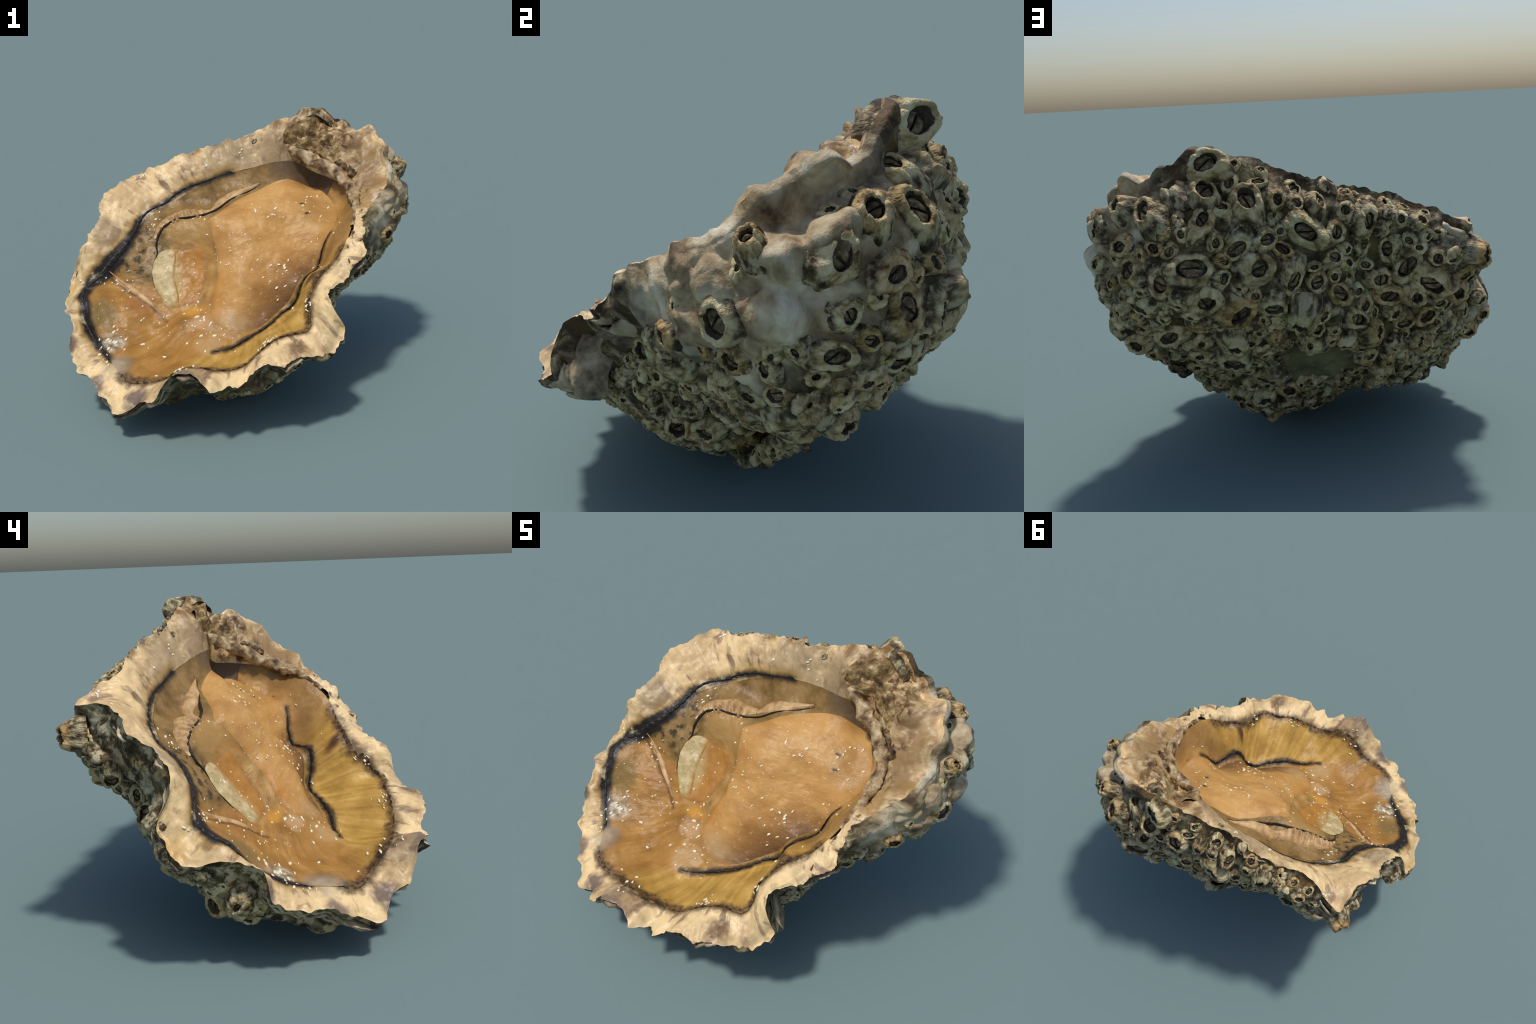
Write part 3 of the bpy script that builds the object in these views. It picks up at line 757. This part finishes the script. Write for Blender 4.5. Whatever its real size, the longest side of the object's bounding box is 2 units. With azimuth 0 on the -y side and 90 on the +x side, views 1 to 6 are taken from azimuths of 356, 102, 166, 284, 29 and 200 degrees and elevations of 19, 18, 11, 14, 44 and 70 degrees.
placed = []
for u, v, w, r in BIG:
    c = int(((out_d - (u, v, w)) ** 2).sum(1).argmin())
    if fits(c, r) and all(np.linalg.norm(out_d[c] - q) > 0.62 * (r + t) for q, t, _ in placed):
        placed.append((out_d[c], r * 1.22, c))
cand = rng.choice(len(out_d), 9000, p=area / area.sum())
for c in cand:
    r = rng.choice([rng.uniform(.030, .05), rng.uniform(.045, .078)])
    p = out_d[c]
    if fits(c, r) and all(np.linalg.norm(p - q) > (0.80 if p[2] > -.5 else .7) * (r + t) for q, t, _ in placed):
        placed.append((p, r, c))
placed.sort(key=lambda x: -x[1])
print("barnacles", len(placed))


def place_matrix(p, n, r, spin, tilt):
    n = (Vector(n).normalized() + Vector(tilt)).normalized()
    x = n.orthogonal().normalized(); y = n.cross(x)
    R = Matrix((x, y, n)).transposed().to_4x4()
    k = rng.uniform(.82, 1.2)
    return FRAME @ Matrix.Translation(Vector(p) - n * r * .12) @ R @ Matrix.Rotation(spin, 4, 'Z') @ Matrix.Diagonal((r * k, r / k, r * rng.uniform(.7, 1.08), 1))


stuff_v, stuff_f, stuff_m = [], [], []
for k, (p, r, c) in enumerate(placed):
    low = smooth(-.38, -.62, p[2]) if p[1] > 0 else .75
    pool = WORN if (rng.random() < low or (r < .045 and rng.random() < .5)) and r < .062 else BARN
    me = pool[int(rng.integers(len(pool)))]
    mat = place_matrix(p, nrm[c], r, rng.uniform(0, 6.28), rng.normal(0, .16, 3) + np.array((0, 0, .1)))
    if k < 290:
        ob = bpy.data.objects.new("barnacle", me)
        bpy.context.scene.collection.objects.link(ob)
        ob.parent = oyster; ob.matrix_local = mat
    else:
        loc = FRAME.inverted() @ mat
        b = len(stuff_v)
        stuff_v += [tuple(loc @ v.co) for v in me.vertices]
        stuff_f += [tuple(b + i for i in pl.vertices) for pl in me.polygons]
        stuff_m += [pl.material_index for pl in me.polygons]
if stuff_v:
    ob = mesh_object("barnacle_cluster", stuff_v, stuff_f, BARNACLE_SMALL, oyster)
    ob.data.materials.append(OPERCULUM); ob.data.materials.append(THROAT)
    ob.data.polygons.foreach_set("material_index", stuff_m)
    ob["kind"] = "stuff"

# ------------------------------------------------------------------ soft body parts
def dome(name, outline, rise, material, edge=0.03, sink=0.012, rows=50, n=260, ripple=None):
    """A cushion lying on the floor sheet inside a closed outline."""
    c = spline(outline, n, True); m = c.mean(0)
    v = []
    for i in range(rows):
        t = 1 - i / rows
        uv = m + (c - m) * t
        d = np.linalg.norm(c - uv, axis=1)
        h = floor(uv) - sink + (rise + sink) * smooth(0, 1, np.clip(d / edge, 0, 1)) ** .7
        p = np.c_[uv, h]
        p[:, 2] += 0.004 * fbm(p * (1, 1, 0), 16, 3, 5)
        if ripple is not None:
            p[:, 2] += ripple(p)
        v.append(p)
    v = np.vstack(v + [np.r_[m, v[-1][:, 2].mean()][None]])
    f = grid_faces(rows, n); last = (rows - 1) * n
    f += [(last + j, last + (j + 1) % n, len(v) - 1) for j in range(n)]
    return mesh_object(name, v, f, material, oyster)


def ridge(name, path, width, height, material, n=260, m=9, waves=0.0, freq=60, lift=0.0, seed=1, bead=0.0):
    """A frilled fold lying along a path on the floor sheet; width and height may vary along it."""
    c = spline(path, n)
    t = np.gradient(c[:, :2], axis=0); t /= np.linalg.norm(t, axis=1, keepdims=True)
    s = np.stack([-t[:, 1], t[:, 0]], 1)
    x = np.linspace(0, 1, n)
    wd = np.interp(x, np.linspace(0, 1, len(width)), width); ht = np.interp(x, np.linspace(0, 1, len(height)), height)
    L = np.r_[0, np.cumsum(np.linalg.norm(np.diff(c[:, :2], axis=0), axis=1))]
    wob = noise(np.c_[L * 14, np.zeros(n) + seed, np.zeros(n)], 1, seed)
    fr = waves * np.sin(L * freq + 2.5 * wob)
    v = []
    for k in range(m):
        q = k / (m - 1) * 2 - 1
        uv = c[:, :2] + s * (wd * (q + .25 * wob + fr * (1 - q * q)))[:, None]
        h = floor(uv) - .008 + lift + (ht * (1 + bead * np.sin(L * freq + q)) + .008) * (1 - q * q) ** .6
        v.append(np.c_[uv, h])
    v = np.vstack(v)
    return mesh_object(name, v, grid_faces(m, n, False, True), material, oyster)


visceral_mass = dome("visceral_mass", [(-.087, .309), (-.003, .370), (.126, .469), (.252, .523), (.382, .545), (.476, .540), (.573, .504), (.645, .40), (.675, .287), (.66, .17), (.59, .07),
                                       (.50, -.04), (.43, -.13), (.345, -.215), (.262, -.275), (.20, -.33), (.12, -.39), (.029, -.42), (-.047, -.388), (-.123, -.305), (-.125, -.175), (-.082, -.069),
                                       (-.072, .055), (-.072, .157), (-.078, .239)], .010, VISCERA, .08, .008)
quick_muscle = dome("adductor_muscle", [(-.289, .181), (-.20, .19), (-.108, .178), (-.092, .13), (-.10, .023), (-.141, -.088), (-.202, -.165), (-.268, -.18), (-.33, -.165), (-.345, -.05), (-.345, .05), (-.33, .14)],
                    .003, AMBER, .05, .004)
catch_muscle = dome("catch_muscle", [(-.402, .137), (-.357, .18), (-.30, .187), (-.270, .166), (-.280, .089), (-.285, -.004), (-.282, -.071), (-.285, -.145), (-.33, -.165), (-.368, -.129), (-.40, -.056), (-.425, .010), (-.424, .085)],
                    .010, CREAM, .035, .002, 30)
take = lambda path: [(u, v) for u, v, _ in path]
wide = lambda path, k: [w * k for _, _, w in path]
ridge("gill", [(.24, .532), (.135, .492), (.05, .470), (-.03, .432), (-.06, .405)], [.006, .022, .036, .042, .016], [.005, .016, .020, .020, .008], PINK, 240, 19, .10, 90, seed=3)
ridge("gill", [(-.055, .40), (-.12, .393), (-.20, .375), (-.28, .360), (-.345, .315), (-.385, .255)], [.018, .050, .052, .046, .032, .010], [.008, .022, .023, .021, .016, .005], PINK, 360, 21, .05, 170, seed=4, bead=.30)
ridge("gill_edge", take(GILL_LEFT), wide(GILL_LEFT, .75), [.004, .008, .012, .014, .015, .015, .015, .015, .013, .009, .006, .004, .003], BLACK, 320, 9, .12, 110, seed=5)
ridge("gill_edge", take(GILL_RIGHT), wide(GILL_RIGHT, .6), [.003, .007, .009, .012, .010, .008, .008, .007, .004], BLACK, 340, 9, .25, 150, seed=7, bead=.3)
ridge("mantle_frill", take(FRINGE_LEFT), wide(FRINGE_LEFT, .55), [.002, .004, .005, .005, .006, .006, .006, .007, .007, .006, .005, .005, .005, .004, .003], BLACK, 420, 11, .12, 150, seed=9, bead=.3)
ridge("mantle_frill", take(FRINGE_FRONT), wide(FRINGE_FRONT, .6), [.006, .008, .008, .010, .008, .010, .008, .008, .008, .011, .013, .012, .010, .010, .008, .005], BROWN, 480, 11, .30, 170, seed=11, bead=.5)
ridge("labial_fold", [(-.65, .085), (-.585, .025), (-.515, -.035), (-.45, -.105), (-.39, -.18)], [.005, .012, .020, .014, .006], [.003, .006, .008, .006, .003], PINK, 160, 11, seed=13)
dome("hinge_ligament", [(.70, .50), (.74, .60), (.71, .72), (.66, .81), (.58, .83), (.50, .78), (.42, .70), (.46, .62), (.55, .60), (.64, .53)], .010, LIGAMENT, .06, .012, 60, 260,
     lambda p: .036 * fbm(p, 13, 3, 21) - .006)
ledge = spline([(.46, .645, .02), (.51, .60, .0), (.58, .55, -.02), (.65, .485, -.035), (.73, .385, -.05), (.765, .26, -.02), (.76, .12, .02), (.725, .0, .035)], 200)
lt = np.gradient(ledge, axis=0); lt /= np.linalg.norm(lt, axis=1, keepdims=True)
ls = np.cross(lt, (0, 0, 1)); ls /= np.linalg.norm(ls, axis=1, keepdims=True)
size = np.interp(np.arange(200), [0, 30, 100, 150, 199], [.02, .034, .036, .026, .012])
lv = []
for k in range(24):
    a = k / 24 * 2 * math.pi
    p = ledge + ls * (size * 1.1 * math.cos(a))[:, None] + np.array([0, 0, 1]) * (size * .8 * math.sin(a))[:, None]
    lv.append(p)
lv = np.stack(lv, 1).reshape(-1, 3)
lv += 0.014 * np.stack([fbm(lv, 18, 3, 81), fbm(lv, 18, 3, 82), fbm(lv, 18, 3, 83)], 1)
mesh_object("hinge_ledge", lv, grid_faces(200, 24, flip=True), LEDGE, oyster)
dome("ligament_bead", [(.66, .46), (.70, .42), (.75, .38), (.80, .36), (.82, .41), (.78, .46), (.73, .51), (.68, .51)], .012, BROWN, .04, .010, 40, 200, lambda p: .018 * fbm(p, 30, 2, 23))
th = spline([(.68, -.22, .055), (.675, -.10, .0), (.665, .05, -.07), (.653, .20, -.137)], 60)
v = []
for p in th:
    v += [(p[0] + .004 * math.cos(k / 3 * math.pi), p[1], p[2] + .004 * math.sin(k / 3 * math.pi)) for k in range(6)]
mesh_object("byssus_thread", v, grid_faces(60, 6), BROWN, oyster)

# ------------------------------------------------------------------ pale droplets modelled for the wet highlights on the flesh
CLUSTERS = [  # u, v, spread u, spread v, how many, size
    (.296, .293, .05, .03, 12, .009), (.30, -.06, .10, .045, 16, .010), (.14, .14, .05, .04, 6, .009), (.04, .06, .06, .06, 7, .008), (.22, .0, .16, .14, 18, .007),
    (-.02, .2, .05, .12, 14, .006), (-.18, -.24, .07, .06, 24, .008), (-.42, -.18, .07, .09, 18, .007), (-.60, -.08, .06, .07, 14, .007), (-.67, .05, .06, .03, 12, .008),
    (-.38, .36, .04, .03, 12, .008), (-.28, .05, .08, .10, 16, .006), (.435, -.43, .008, .035, 8, .013), (.22, -.56, .06, .03, 14, .009), (-.25, -.66, .06, .02, 9, .010),
    (-.635, -.32, .035, .03, 14, .011), (-.363, -.481, .004, .004, 1, .017), (-.489, -.373, .004, .004, 2, .012), (-.237, -.414, .004, .004, 1, .014), (.52, .33, .05, .05, 12, .009),
    (-.10, -.40, .06, .05, 14, .010), (-.66, -.45, .04, .05, 10, .010), (-.16, .34, .12, .03, 10, .007), (-.49, .73, .05, .03, 5, .010), (.15, .70, .10, .03, 6, .010), (.55, .12, .06, .06, 8, .006)]
dv, df = [], []
unit = [(math.sin(t) * math.cos(p), math.sin(t) * math.sin(p), math.cos(t)) for t in np.linspace(.05, math.pi - .05, 7) for p in np.linspace(0, 2 * math.pi, 10, endpoint=False)]
unit = np.array(unit); uf = grid_faces(7, 10, flip=True)
from mathutils.bvhtree import BVHTree
trees = []
for ob in (mantle, mantle_skirt, visceral_mass, quick_muscle, catch_muscle, shell_lip):
    trees.append(BVHTree.FromPolygons([tuple(x.co) for x in ob.data.vertices], [tuple(pl.vertices) for pl in ob.data.polygons]))
for u, v, su, sv, cnt, size in CLUSTERS:
    for _ in range(cnt):
        q = (u + su * rng.normal(), v + sv * rng.normal())
        hits = [t.ray_cast(Vector((q[0], q[1], .6)), Vector((0, 0, -1)))[0] for t in trees]
        zs = [h[2] for h in hits if h]
        if not zs:
            continue
        L = size * rng.uniform(.5, 1.4); wdt = L * rng.uniform(.28, .7); ang = rng.normal(.7, .5)
        c, sn = math.cos(ang), math.sin(ang)
        pts = unit * (L, wdt, wdt * .6)
        pts = np.c_[pts[:, 0] * c - pts[:, 1] * sn + q[0], pts[:, 0] * sn + pts[:, 1] * c + q[1], pts[:, 2] + max(zs)]
        b = len(dv); dv += pts.tolist(); df += [tuple(b + i for i in f) for f in uf]
glints = mesh_object("glint_beads", dv, df, GLINT_BEAD, oyster)
glints["kind"] = "stuff"
